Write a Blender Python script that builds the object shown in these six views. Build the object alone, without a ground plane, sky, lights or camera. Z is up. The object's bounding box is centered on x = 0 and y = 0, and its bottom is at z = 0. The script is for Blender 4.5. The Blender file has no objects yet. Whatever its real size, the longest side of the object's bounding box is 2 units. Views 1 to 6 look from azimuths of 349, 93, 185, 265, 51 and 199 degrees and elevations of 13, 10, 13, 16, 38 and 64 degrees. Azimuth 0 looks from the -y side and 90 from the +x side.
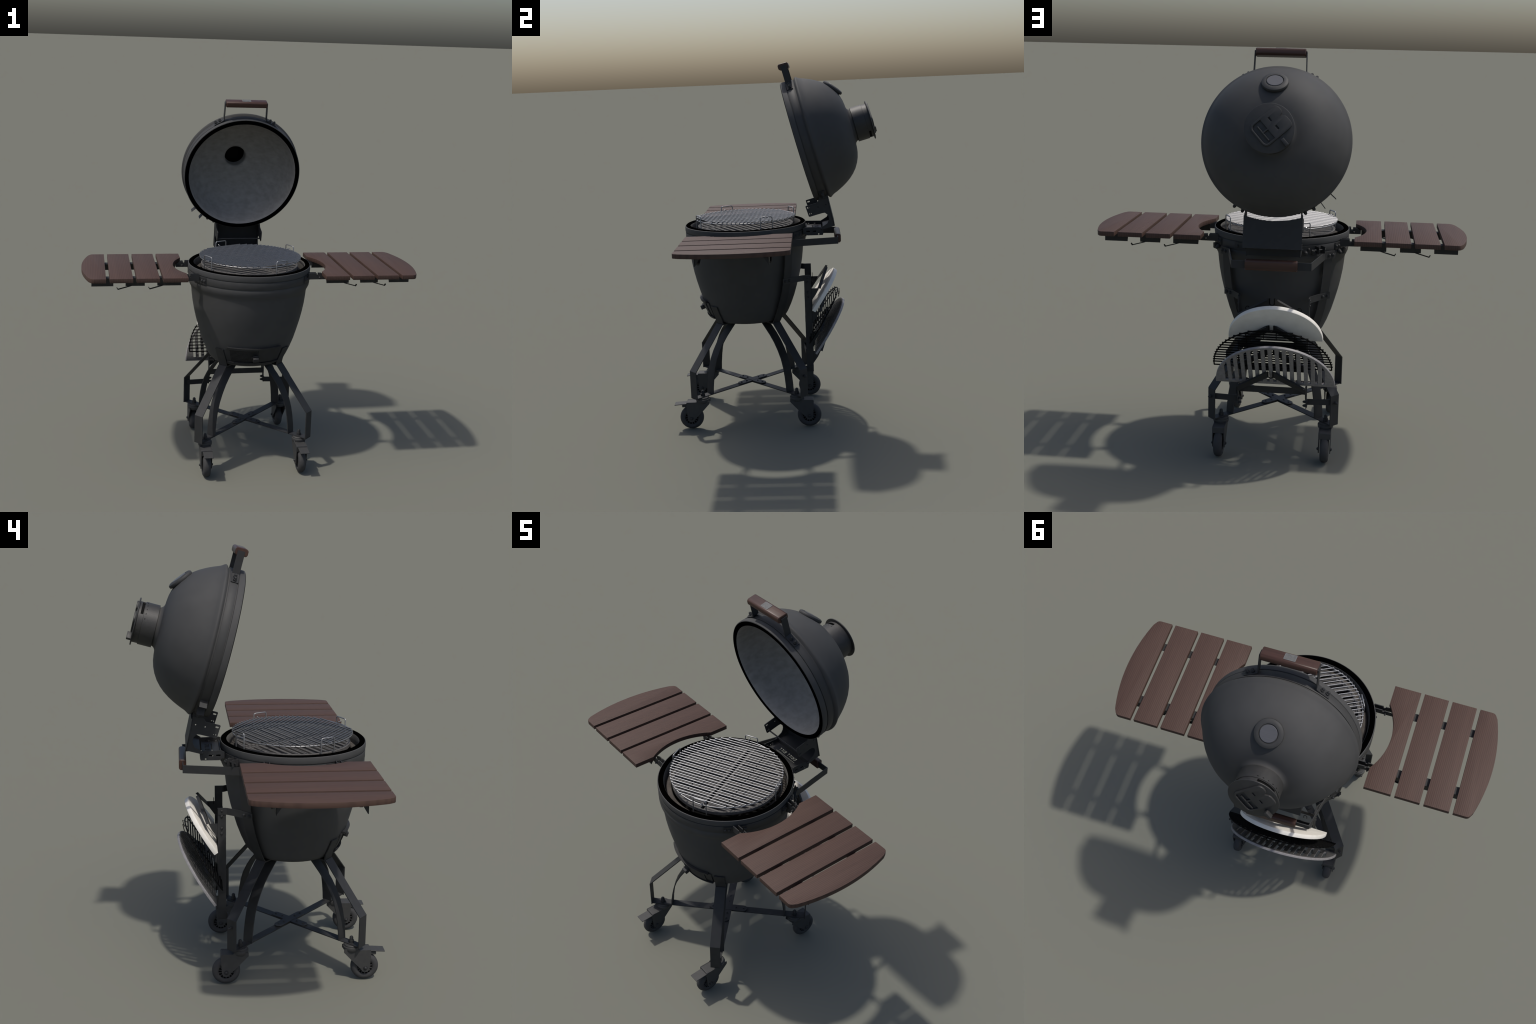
"""Open kamado grill on a four-wheeled stand, two folding slatted side shelves,
rear accessory rack holding half-moon plates."""
import bpy, bmesh, math, random
from mathutils import Vector, Matrix

random.seed(7)
CY = -0.1665                       # the kettle axis stands at x = 0, y = CY
AX = Vector((0, CY, 0))
pi = math.pi

# ------------------------------------------------------------------ materials
def new_mat(name, color, rough=0.5, metal=0.0, spec=0.5, var=0.0, scale=20.0,
            color2=None, bump=0.0, bump_scale=200.0, stretch=None, coat=0.0):
    m = bpy.data.materials.new(name)
    m.use_nodes = True
    nt = m.node_tree
    N, L = nt.nodes, nt.links
    b = N["Principled BSDF"]
    b.inputs["Base Color"].default_value = (*color, 1)
    b.inputs["Roughness"].default_value = rough
    b.inputs["Metallic"].default_value = metal
    b.inputs["Specular IOR Level"].default_value = spec
    if coat:
        b.inputs["Coat Weight"].default_value = coat
    tc = N.new("ShaderNodeTexCoord")
    mp = N.new("ShaderNodeMapping")
    L.new(tc.outputs["Object"], mp.inputs["Vector"])
    if stretch:
        mp.inputs["Scale"].default_value = stretch
    if color2 is not None:
        nz = N.new("ShaderNodeTexNoise")
        nz.inputs["Scale"].default_value = scale
        nz.inputs["Detail"].default_value = 6
        nz.inputs["Roughness"].default_value = 0.6
        L.new(mp.outputs["Vector"], nz.inputs["Vector"])
        cr = N.new("ShaderNodeValToRGB")
        cr.color_ramp.elements[0].position = 0.35
        cr.color_ramp.elements[0].color = (*color, 1)
        cr.color_ramp.elements[1].position = 0.68
        cr.color_ramp.elements[1].color = (*color2, 1)
        L.new(nz.outputs["Fac"], cr.inputs["Fac"])
        L.new(cr.outputs["Color"], b.inputs["Base Color"])
    if bump:
        nb = N.new("ShaderNodeTexNoise")
        nb.inputs["Scale"].default_value = bump_scale
        nb.inputs["Detail"].default_value = 3
        L.new(mp.outputs["Vector"], nb.inputs["Vector"])
        bp = N.new("ShaderNodeBump")
        bp.inputs["Strength"].default_value = bump
        bp.inputs["Distance"].default_value = 0.002
        L.new(nb.outputs["Fac"], bp.inputs["Height"])
        L.new(bp.outputs["Normal"], b.inputs["Normal"])
    return m

def wood_mat(name, dark, light, along, rough, grooves=0.0):
    """Wood grain running along one object axis; `grooves` adds milled lines."""
    m = bpy.data.materials.new(name)
    m.use_nodes = True
    nt = m.node_tree
    N, L = nt.nodes, nt.links
    b = N["Principled BSDF"]
    b.inputs["Roughness"].default_value = rough
    b.inputs["Specular IOR Level"].default_value = 0.35
    tc = N.new("ShaderNodeTexCoord")
    mp = N.new("ShaderNodeMapping")
    s = [60, 60, 60]
    s[along] = 2.5
    mp.inputs["Scale"].default_value = s
    L.new(tc.outputs["Object"], mp.inputs["Vector"])
    nz = N.new("ShaderNodeTexNoise")
    nz.inputs["Scale"].default_value = 1.0
    nz.inputs["Detail"].default_value = 5
    nz.inputs["Roughness"].default_value = 0.65
    L.new(mp.outputs["Vector"], nz.inputs["Vector"])
    cr = N.new("ShaderNodeValToRGB")
    cr.color_ramp.elements[0].position = 0.3
    cr.color_ramp.elements[0].color = (*dark, 1)
    cr.color_ramp.elements[1].position = 0.7
    cr.color_ramp.elements[1].color = (*light, 1)
    L.new(nz.outputs["Fac"], cr.inputs["Fac"])
    color = cr.outputs["Color"]
    height = nz.outputs["Fac"]
    if grooves:
        # long, gently wandering grain lines (two wave bands across the board)
        mp2 = N.new("ShaderNodeMapping")
        mp2.inputs["Scale"].default_value = (1, 0.12, 1)
        L.new(tc.outputs["Object"], mp2.inputs["Vector"])
        wv = N.new("ShaderNodeTexWave")
        wv.bands_direction = 'X'
        wv.inputs["Scale"].default_value = grooves
        wv.inputs["Distortion"].default_value = 1.6
        wv.inputs["Detail"].default_value = 2
        wv.inputs["Detail Scale"].default_value = 0.4
        L.new(mp2.outputs["Vector"], wv.inputs["Vector"])
        mx = N.new("ShaderNodeMix")
        mx.data_type = 'RGBA'
        mx.blend_type = 'MULTIPLY'
        mx.inputs["Factor"].default_value = 0.4
        cr2 = N.new("ShaderNodeValToRGB")
        cr2.color_ramp.elements[0].color = (0.55, 0.5, 0.5, 1)
        cr2.color_ramp.elements[1].color = (1, 1, 1, 1)
        cr2.color_ramp.elements[1].position = 0.6
        L.new(wv.outputs["Fac"], cr2.inputs["Fac"])
        L.new(color, mx.inputs["A"])
        L.new(cr2.outputs["Color"], mx.inputs["B"])
        color = mx.outputs["Result"]
        height = wv.outputs["Fac"]
    L.new(color, b.inputs["Base Color"])
    bp = N.new("ShaderNodeBump")
    bp.inputs["Strength"].default_value = 0.25
    bp.inputs["Distance"].default_value = 0.001
    L.new(height, bp.inputs["Height"])
    L.new(bp.outputs["Normal"], b.inputs["Normal"])
    return m

M = dict(
    enamel=new_mat("matt_grey_enamel", (0.050, 0.050, 0.050), 0.72, spec=0.3, color2=(0.057, 0.057, 0.057),
                   scale=9, bump=0.08, bump_scale=420),
    steel=new_mat("black_powder_coat", (0.022, 0.0225, 0.0235), 0.6, spec=0.35, color2=(0.027, 0.0275, 0.0285),
                  scale=40, bump=0.05, bump_scale=600),
    band=new_mat("dark_band_steel", (0.036, 0.036, 0.036), 0.62, spec=0.35, color2=(0.041, 0.041, 0.041), scale=25),
    cap=new_mat("cast_cap_iron", (0.026, 0.0258, 0.0255), 0.55, spec=0.45, color2=(0.032, 0.0315, 0.031), scale=60, bump=0.15,
                bump_scale=300),
    gasket=new_mat("black_felt", (0.0006, 0.0006, 0.0006), 1.0, spec=0.0),
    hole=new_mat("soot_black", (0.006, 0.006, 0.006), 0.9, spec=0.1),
    lining=new_mat("fired_ceramic_lining", (0.235, 0.230, 0.220), 0.9, spec=0.2, color2=(0.305, 0.298, 0.285),
                   scale=24, stretch=(1, 1.5, 1), bump=0.2, bump_scale=60),
    bowl_lining=new_mat("bowl_ceramic", (0.070, 0.068, 0.064), 0.8, spec=0.3, color2=(0.105, 0.100, 0.092), scale=14, bump=0.2,
                        bump_scale=80),
    stone=new_mat("fire_ring_stone", (0.045, 0.041, 0.037), 0.9, spec=0.2, color2=(0.085, 0.076, 0.068), scale=22, bump=0.3,
                  bump_scale=90),
    rod=new_mat("stainless_rod", (0.30, 0.30, 0.304), 0.42, metal=0.8, spec=0.4),
    iron=new_mat("cooking_iron", (0.085, 0.080, 0.075), 0.65, spec=0.3, color2=(0.125, 0.118, 0.110), scale=70, bump=0.2,
                 bump_scale=300),
    grey_iron=new_mat("grey_cast_iron", (0.19, 0.18, 0.182), 0.5, color2=(0.26, 0.25, 0.25), scale=60, bump=0.2,
                      bump_scale=300),
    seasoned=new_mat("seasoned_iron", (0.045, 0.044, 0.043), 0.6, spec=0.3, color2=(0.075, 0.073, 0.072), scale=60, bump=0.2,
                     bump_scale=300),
    wire=new_mat("black_wire", (0.002, 0.002, 0.002), 0.6, spec=0.1),
    white=new_mat("white_cordierite", (0.70, 0.67, 0.61), 0.75, color2=(0.78, 0.75, 0.69), scale=18, bump=0.1,
                  bump_scale=200),
    tyre=new_mat("grey_rubber", (0.040, 0.040, 0.041), 0.75, spec=0.3, color2=(0.046, 0.046, 0.047), scale=50),
    caster=new_mat("caster_steel", (0.040, 0.040, 0.040), 0.58, spec=0.35, color2=(0.047, 0.047, 0.046), scale=60),
    face=new_mat("brushed_dial", (0.078, 0.078, 0.085), 0.4, spec=0.5, color2=(0.092, 0.092, 0.099), scale=30,
                 stretch=(1, 20, 1)),
    plate=new_mat("brushed_label", (0.095, 0.096, 0.094), 0.6, spec=0.3, color2=(0.135, 0.135, 0.132), scale=120),
    label_edge=new_mat("label_edge", (0.16, 0.165, 0.163), 0.6, spec=0.3),
    shelf=wood_mat("stained_slat", (0.063, 0.0350, 0.0265), (0.076, 0.0430, 0.0325), 1, 0.66, grooves=36.0),
    grip=wood_mat("varnished_grip", (0.040, 0.019, 0.014), (0.074, 0.037, 0.027), 0, 0.42),
)

# ------------------------------------------------------------------ scene graph
root = bpy.data.objects.new("kamado_grill", None)
bpy.context.scene.collection.objects.link(root)
root["label"] = "open dark grey kamado charcoal grill on wheeled stand, wooden side shelves"
root["category"] = "barbecue grill"

def add(name, mesh, mat=None, parent=None, matrix=None, smooth=None):
    ob = bpy.data.objects.new(name, mesh)
    bpy.context.scene.collection.objects.link(ob)
    ob.parent = parent or root
    if matrix is not None:
        ob.matrix_local = matrix
    if mat is not None and len(mesh.materials) == 0:
        mesh.materials.append(M[mat])
    if smooth is not None:
        mesh.shade_smooth() if smooth >= 180 else smooth_angle(mesh, smooth)
    return ob

def smooth_angle(me, deg):
    """Smooth faces, sharp edges beyond the angle."""
    lim = math.radians(deg)
    bm = bmesh.new()
    bm.from_mesh(me)
    for f in bm.faces:
        f.smooth = True
    for e in bm.edges:
        e.smooth = not (len(e.link_faces) == 2 and e.calc_face_angle(0) > lim)
    bm.to_mesh(me)
    bm.free()

def to_mesh(bm, name):
    me = bpy.data.meshes.new(name)
    bmesh.ops.recalc_face_normals(bm, faces=bm.faces)
    bm.to_mesh(me)
    bm.free()
    return me

def join(name, meshes):
    bm = bmesh.new()
    for me in meshes:
        bm.from_mesh(me)
    me = bpy.data.meshes.new(name)
    bm.to_mesh(me)
    bm.free()
    return me

# ------------------------------------------------------------------ primitives
def lathe(name, prof, seg=96, centre=(0, 0), closed=False, a0=0.0, a1=2 * pi):
    """Revolve (r, z) points about the z axis through `centre`."""
    bm = bmesh.new()
    full = abs(a1 - a0 - 2 * pi) < 1e-6
    n = seg if full else seg + 1
    rows = []
    for i in range(n):
        a = a0 + (a1 - a0) * i / seg
        c, s = math.cos(a), math.sin(a)
        rows.append([bm.verts.new((centre[0] + r * c, centre[1] + r * s, z)) for r, z in prof])
    k = len(prof)
    for i in range(seg):
        A, B = rows[i], rows[(i + 1) % n]
        for j in range(k if closed else k - 1):
            j2 = (j + 1) % k
            try:
                bm.faces.new((A[j], B[j], B[j2], A[j2]))
            except ValueError:
                pass
    if not full and closed:
        bm.faces.new(rows[0])
        bm.faces.new(rows[-1])
    bmesh.ops.remove_doubles(bm, verts=bm.verts, dist=1e-6)
    return to_mesh(bm, name)

def box(name, size, centre=(0, 0, 0), bevel=0.0, seg=2):
    bm = bmesh.new()
    bmesh.ops.create_cube(bm, size=1.0)
    for v in bm.verts:
        v.co = Vector((v.co.x * size[0] + centre[0], v.co.y * size[1] + centre[1], v.co.z * size[2] + centre[2]))
    if bevel:
        bmesh.ops.bevel(bm, geom=bm.edges[:], offset=bevel, segments=seg, profile=0.5, affect='EDGES')
    return to_mesh(bm, name)

def prism(name, pts, t0, t1, axes="yz", bevel=0.0):
    """Extrude a 2D polygon. axes names the two drawing axes; third is the extrusion."""
    idx = {"x": 0, "y": 1, "z": 2}
    a, b = idx[axes[0]], idx[axes[1]]
    c = 3 - a - b
    bm = bmesh.new()
    def V(p, t):
        co = [0, 0, 0]
        co[a], co[b], co[c] = p[0], p[1], t
        return bm.verts.new(co)
    lo = [V(p, t0) for p in pts]
    hi = [V(p, t1) for p in pts]
    bm.faces.new(lo)
    bm.faces.new(hi)
    n = len(pts)
    for i in range(n):
        bm.faces.new((lo[i], lo[(i + 1) % n], hi[(i + 1) % n], hi[i]))
    if bevel:
        bmesh.ops.recalc_face_normals(bm, faces=bm.faces)
        bmesh.ops.bevel(bm, geom=bm.edges[:], offset=bevel, segments=2, profile=0.5, affect='EDGES')
    return to_mesh(bm, name)

def tube(name, pts, r, sides=8, closed=False):
    """Round rod along a polyline."""
    P = [Vector(p) for p in pts]
    n = len(P)
    bm = bmesh.new()
    rings = []
    up = None
    for i in range(n):
        if closed:
            t = (P[(i + 1) % n] - P[i - 1]).normalized()
        else:
            t = (P[min(i + 1, n - 1)] - P[max(i - 1, 0)]).normalized()
        if up is None:
            ref = Vector((0, 0, 1)) if abs(t.z) < 0.9 else Vector((1, 0, 0))
            up = (ref - t * ref.dot(t)).normalized()
        else:
            up = (up - t * up.dot(t)).normalized()
        sd = t.cross(up)
        k = 1.0
        if 0 < i < n - 1 or closed:
            a, b = (P[i] - P[i - 1]).normalized(), (P[(i + 1) % n] - P[i]).normalized()
            k = 1.0 / max(0.5, math.sqrt((1 + a.dot(b)) / 2))
        rings.append([bm.verts.new(P[i] + (up * math.cos(q) + sd * math.sin(q)) * r * (k if False else 1.0))
                      for q in [2 * pi * j / sides for j in range(sides)]])
    m = n if closed else n - 1
    for i in range(m):
        A, B = rings[i], rings[(i + 1) % n]
        for j in range(sides):
            bm.faces.new((A[j], A[(j + 1) % sides], B[(j + 1) % sides], B[j]))
    if not closed:
        bm.faces.new(rings[0])
        bm.faces.new(rings[-1])
    return to_mesh(bm, name)

def strip(name, pts, wdir, width, thick, side=0.0):
    """Flat bar along a polyline lying in the plane perpendicular to wdir, mitred at bends."""
    P = [Vector(p) for p in pts]
    w = Vector(wdir).normalized()
    n = len(P)
    bm = bmesh.new()
    rings = []
    for i in range(n):
        t0 = (P[i] - P[i - 1]).normalized() if i else (P[1] - P[0]).normalized()
        t1 = (P[i + 1] - P[i]).normalized() if i < n - 1 else t0
        n0, n1 = w.cross(t0), w.cross(t1)
        m = (n0 + n1).normalized()
        m = m / max(0.35, m.dot(n0))
        o = m * (thick * side)
        rings.append([bm.verts.new(P[i] + o + w * sx * width / 2 + m * sy * thick / 2)
                      for sx, sy in ((-1, -1), (1, -1), (1, 1), (-1, 1))])
    for A, B in zip(rings, rings[1:]):
        for j in range(4):
            bm.faces.new((A[j], A[(j + 1) % 4], B[(j + 1) % 4], B[j]))
    bm.faces.new(rings[0])
    bm.faces.new(rings[-1])
    return to_mesh(bm, name)

def plate2d(name, loops, thick, bevel=0.0):
    """Filled flat plate with holes (even-odd) in the xy plane, z = 0..thick."""
    cu = bpy.data.curves.new(name, 'CURVE')
    cu.dimensions = '2D'
    cu.fill_mode = 'BOTH'
    cu.extrude = thick / 2 - bevel
    cu.bevel_depth = bevel
    cu.bevel_resolution = 1
    cu.offset = -bevel
    for lp in loops:
        sp = cu.splines.new('POLY')
        sp.points.add(len(lp) - 1)
        for q, p in zip(sp.points, lp):
            q.co = (p[0], p[1], 0, 1)
        sp.use_cyclic_u = True
    ob = bpy.data.objects.new(name, cu)
    bpy.context.scene.collection.objects.link(ob)
    dg = bpy.context.evaluated_depsgraph_get()
    me = bpy.data.meshes.new_from_object(ob.evaluated_get(dg))
    bpy.data.objects.remove(ob)
    bpy.data.curves.remove(cu)
    bm = bmesh.new()
    bm.from_mesh(me)
    bmesh.ops.remove_doubles(bm, verts=bm.verts, dist=1e-6)
    bmesh.ops.translate(bm, verts=bm.verts, vec=(0, 0, thick / 2))
    bm.to_mesh(me)
    bm.free()
    me.name = name
    me.materials.clear()
    return me

def xf(me, mat):
    me.transform(mat)
    if mat.determinant() < 0:
        me.flip_normals()
    return me

def mirrored(me, axis=0):
    c = me.copy()
    s = [1, 1, 1]
    s[axis] = -1
    c.transform(Matrix.Diagonal((*s, 1)))
    c.flip_normals()
    return c

def arc(cx, cy, r, a0, a1, n):
    return [(cx + r * math.cos(math.radians(a0 + (a1 - a0) * i / n)),
             cy + r * math.sin(math.radians(a0 + (a1 - a0) * i / n))) for i in range(n + 1)]

def rrect(x0, y0, x1, y1, r, n=5):
    return (arc(x1 - r, y1 - r, r, 0, 90, n) + arc(x0 + r, y1 - r, r, 90, 180, n)
            + arc(x0 + r, y0 + r, r, 180, 270, n) + arc(x1 - r, y0 + r, r, 270, 360, n))

def frame_from(origin, xdir, ydir):
    x = Vector(xdir).normalized()
    y = Vector(ydir)
    y = (y - x * y.dot(x)).normalized()
    z = x.cross(y)
    m = Matrix((x, y, z)).transposed().to_4x4()
    m.translation = Vector(origin)
    return m

# one bolt head, shared by every repeat (axis +z)
BOLT = lathe("bolt", [(0, 0.0075), (0.0035, 0.0070), (0.0062, 0.0045), (0.0070, 0.0015), (0.0095, 0.0015),
                      (0.0095, -0.001)], 14)
BOLT.materials.append(M["steel"])
smooth_angle(BOLT, 40)
NUT = lathe("cap_nut", [(0, 0.020), (0.004, 0.019), (0.007, 0.015), (0.0078, 0.008), (0.0095, 0.007),
                        (0.0095, 0.0), (0.0, 0.0)], 12)
NUT.materials.append(M["steel"])
smooth_angle(NUT, 40)

def fasten(mesh, pos, normal, parent=None, scale=1.0):
    q = Vector(normal).to_track_quat('Z', 'Y').to_matrix().to_4x4()
    m = Matrix.Translation(Vector(pos)) @ q @ Matrix.Scale(scale, 4)
    return add(mesh.name, mesh, None, parent, m)

def polar(deg_from_back, r, z):
    """Point round the kettle; 0 deg = straight back (+y), positive towards +x."""
    a = math.radians(deg_from_back)
    return Vector((r * math.sin(a), CY + r * math.cos(a), z))

def radial(deg):
    a = math.radians(deg)
    return Vector((math.sin(a), math.cos(a), 0))

def tangent(deg):
    a = math.radians(deg)
    return Vector((math.cos(a), -math.sin(a), 0))

# ------------------------------------------------------------------ bowl
BOWL = [(0.0, 0.574), (0.14, 0.574), (0.190, 0.575), (0.205, 0.579), (0.2145, 0.590), (0.225, 0.607), (0.244, 0.648),
        (0.2635, 0.700), (0.279, 0.752), (0.2935, 0.805), (0.3045, 0.853), (0.3140, 0.905), (0.3192, 0.948),
        (0.3215, 0.975), (0.3242, 0.988), (0.3310, 1.001), (0.3365, 1.013), (0.3388, 1.026), (0.3385, 1.038),
        (0.3365, 1.043), (0.3365, 1.087), (0.3400, 1.0895), (0.3412, 1.094), (0.3412, 1.114), (0.3400, 1.118),
        (0.3370, 1.1195)]

def bowl_r(z):
    for (r0, z0), (r1, z1) in zip(BOWL[3:], BOWL[4:]):
        if z0 <= z <= z1:
            return r0 + (r1 - r0) * (z - z0) / max(1e-9, z1 - z0)
    return BOWL[3][0]

bowl = add("bowl", lathe("bowl", BOWL, 128, (0, CY)), "enamel", smooth=35)
add("bowl_lining", lathe("bowl_lining", [(0.312, 1.1180), (0.309, 1.115), (0.306, 1.09), (0.300, 1.02), (0.288, 0.92),
                                          (0.262, 0.80), (0.225, 0.68), (0.18, 0.62), (0.0, 0.61)], 96, (0, CY)),
    "bowl_lining", bowl, smooth=50)
add("bowl_gasket", lathe("bowl_gasket", [(0.3115, 1.112), (0.3115, 1.1200), (0.314, 1.1235), (0.333, 1.1235),
                                          (0.3365, 1.1200), (0.3365, 1.112)], 128, (0, CY)), "gasket", bowl, smooth=50)
add("bowl_band", lathe("bowl_band", [(0.3365, 1.0465), (0.3390, 1.0465), (0.3398, 1.048), (0.3398, 1.083),
                                      (0.3390, 1.0845), (0.3365, 1.0845)], 128, (0, CY)), "band", bowl, smooth=40)
# split fire ring that the grates rest on
for k in range(4):
    a0 = math.radians(27.5 + 90 * k + 3)
    add("fire_ring_segment", lathe("fire_ring_segment", [(0.272, 0.98), (0.300, 0.98), (0.300, 1.078), (0.295, 1.082),
                                                          (0.276, 1.082), (0.272, 1.078)], 24, (0, CY), True,
                                    a0, a0 + math.radians(84)), "stone", bowl, smooth=40)
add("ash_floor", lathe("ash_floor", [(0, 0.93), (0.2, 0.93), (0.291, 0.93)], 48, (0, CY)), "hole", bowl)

# draught door at the front foot of the bowl
def bowl_patch(name, a0, a1, z0, z1, off, thick, nz=8, na=24):
    """Curved plate hugging the bowl between two angles (deg from front, + to +x)."""
    bm = bmesh.new()
    grid = []
    for i in range(na + 1):
        a = math.radians(a0 + (a1 - a0) * i / na)
        col = []
        for j in range(nz + 1):
            z = z0 + (z1 - z0) * j / nz
            for k in (0, 1):
                r = bowl_r(z) + off + k * thick
                col.append(bm.verts.new((r * math.sin(a), CY - r * math.cos(a), z)))
        grid.append(col)
    for i in range(na):
        A, B = grid[i], grid[i + 1]
        for j in range(nz):
            for k in (0, 1):
                bm.faces.new((A[2*j+k], B[2*j+k], B[2*j+2+k], A[2*j+2+k]))
        for j in (0, nz):
            bm.faces.new((A[2*j], B[2*j], B[2*j+1], A[2*j+1]))
    for col in (grid[0], grid[-1]):
        for j in range(nz):
            bm.faces.new((col[2*j], col[2*j+1], col[2*j+3], col[2*j+2]))
    return to_mesh(bm, name)

door = add("draught_door", bowl_patch("draught_door", -36, 36, 0.607, 0.692, 0.001, 0.006), "steel", smooth=35)
add("door_rail", bowl_patch("door_rail", -33, 33, 0.690, 0.702, 0.001, 0.016, 3), "steel", door, smooth=35)
add("door_rail", bowl_patch("door_rail", -36, 36, 0.597, 0.609, 0.001, 0.016, 3), "steel", door, smooth=35)
add("door_slide", bowl_patch("door_slide", 4, 28, 0.612, 0.688, 0.0075, 0.004), "steel", door, smooth=35)
# perforated spark screen: punched dimples as small dark studs in rows
scr = []
for i in range(26):
    for j in range(9):
        a = math.radians(-30 + i * 1.28)
        z = 0.616 + j * 0.0082
        r = bowl_r(z) + 0.0072
        n = Vector((math.sin(a), -math.cos(a), -0.25))
        m = frame_from((r * math.sin(a), CY - r * math.cos(a), z), (math.cos(a), math.sin(a), 0), (0, 0, 1))
        scr.append(xf(box("s", (0.0026, 0.0046, 0.0012)), m))
ob = add("spark_screen", join("spark_screen", scr), "hole", door)
ob["kind"] = "stuff"
add("door_pull", box("door_pull", (0.032, 0.024, 0.032), (0, 0, 0.016), 0.003), "steel", door,
    frame_from((0.005, CY - bowl_r(0.645) - 0.006, 0.645), (1, 0, 0), (0, -0.36, 0.93)), smooth=40)
add("pull_ring", tube("pull_ring", [(0.022 * math.cos(q), 0, 0.013 * math.sin(q)) for q in
                                     [2 * pi * i / 20 for i in range(20)]], 0.0014, 6, True), "steel", door,
    Matrix.Translation((0.004, CY - bowl_r(0.650) - 0.020, 0.646)) @ Matrix.Rotation(0.5, 4, 'X'))

# ------------------------------------------------------------------ lid
LID = Matrix.Translation((0, 0.148, 1.5615)) @ Matrix.Rotation(math.radians(-75), 4, 'X')
lid_prof = [(0.334, -0.001), (0.3375, 0.001), (0.3385, 0.005), (0.3385, 0.022), (0.337, 0.027), (0.3330, 0.029),
            (0.3330, 0.073), (0.3360, 0.076), (0.3425, 0.080), (0.3455, 0.084), (0.3460, 0.088), (0.3435, 0.093),
            (0.3370, 0.102), (0.3320, 0.111), (0.3255, 0.128), (0.3170, 0.148), (0.3065, 0.170), (0.2925, 0.195),
            (0.2760, 0.219), (0.2560, 0.242), (0.2320, 0.263), (0.2050, 0.280), (0.1780, 0.292), (0.1500, 0.300),
            (0.1250, 0.3035), (0.1110, 0.3045), (0.1030, 0.3060), (0.0965, 0.3090), (0.0915, 0.3140), (0.0880, 0.3205),
            (0.0870, 0.330)]
lid = add("lid", lathe("lid", lid_prof, 128), "enamel", None, LID, smooth=35)
add("lid_lining", lathe("lid_lining", [(0.313, 0.000), (0.3105, 0.004), (0.3090, 0.03), (0.3055, 0.08), (0.2980, 0.120),
                                        (0.2860, 0.158), (0.2720, 0.187), (0.2540, 0.211), (0.2315, 0.233),
                                        (0.2050, 0.252), (0.1760, 0.267), (0.1450, 0.2775), (0.1100, 0.285), (0.0760, 0.290),
                                        (0.0660, 0.293), (0.0625, 0.300), (0.0615, 0.310), (0.0615, 0.352)], 96), "lining", lid, smooth=60)
add("lid_gasket", lathe("lid_gasket", [(0.312, 0.006), (0.312, -0.001), (0.3145, -0.0030), (0.331, -0.0030),
                                        (0.3345, -0.001), (0.3345, 0.006)], 128), "gasket", lid, smooth=50)
add("lid_band", lathe("lid_band", [(0.3330, 0.0325), (0.3365, 0.0325), (0.3375, 0.034), (0.3375, 0.0665),
                                    (0.3365, 0.068), (0.3330, 0.068)], 128), "band", lid, smooth=40)

# chimney with rotating cast cap
add("chimney", lathe("chimney", [(0.0840, 0.3235), (0.0950, 0.3235), (0.0960, 0.3245), (0.0960, 0.3860), (0.0950, 0.3870),
                                  (0.0925, 0.3870), (0.0925, 0.3895), (0.0860, 0.3895), (0.0845, 0.31)], 72), "cap", lid,
    smooth=30)
add("chimney_collar", lathe("chimney_collar", [(0.0860, 0.4020), (0.0925, 0.4020), (0.0925, 0.4125), (0.0860, 0.4125)],
                             72, (0, 0), True), "cap", lid, smooth=30)
# slide valve: the collar is open on two opposite arcs
for a0, a1 in ((268, 395), (88, 212)):
    add("chimney_collar", lathe("chimney_collar", [(0.0862, 0.3893), (0.0923, 0.3893), (0.0923, 0.4022), (0.0862, 0.4022)],
                                 36, (0, 0), True, math.radians(a0), math.radians(a1)), "cap", lid, smooth=30)
add("chimney_throat", lathe("chimney_throat", [(0.0625, 0.352), (0.0625, 0.408), (0.0, 0.408)], 48), "hole", lid, smooth=40)
add("chimney_throat", lathe("chimney_throat", [(0.0840, 0.33), (0.0840, 0.411)], 48), "hole", lid, smooth=40)
cap = lathe("chimney_cap", [(0.0, 0.4125), (0.104, 0.4125), (0.1072, 0.4135), (0.1080, 0.4155), (0.1072, 0.4178),
                             (0.1040, 0.4190), (0.0, 0.4190)], 72)
add("chimney_cap", cap, "cap", lid, smooth=35)
# cast monogram: a G with a T-shaped tongue and a two-lobed B
outer = (arc(-0.042, -0.034, 0.024, 180, 270, 6) + arc(0.066, -0.036, 0.022, -90, 0, 6)
         + [(0.088, -0.012), (0.084, -0.002), (0.069, 0.0085), (0.082, 0.015), (0.088, 0.026)]
         + arc(0.066, 0.038, 0.022, 0, 90, 6) + arc(-0.042, 0.036, 0.024, 90, 180, 6))
gcav = ([(-0.0085, -0.048), (-0.0085, -0.0035), (-0.031, -0.0035), (-0.031, -0.042), (-0.0380, -0.042),
         (-0.0380, 0.036), (-0.031, 0.036), (-0.031, 0.0035), (-0.0085, 0.0035), (-0.0085, 0.050)]
        + arc(-0.041, 0.034, 0.016, 90, 180, 6) + arc(-0.041, -0.032, 0.016, 180, 270, 6))
slot = lambda u, v: [(u - 0.003, v - 0.009), (u + 0.003, v - 0.009), (u + 0.003, v + 0.009), (u - 0.003, v + 0.009)]
mono = plate2d("cap_monogram", [outer, gcav, slot(0.026, 0.026), slot(0.028, -0.020)], 0.0095, 0.0028)
MON = Matrix.Rotation(pi + math.radians(42), 4, 'Z')
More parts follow.
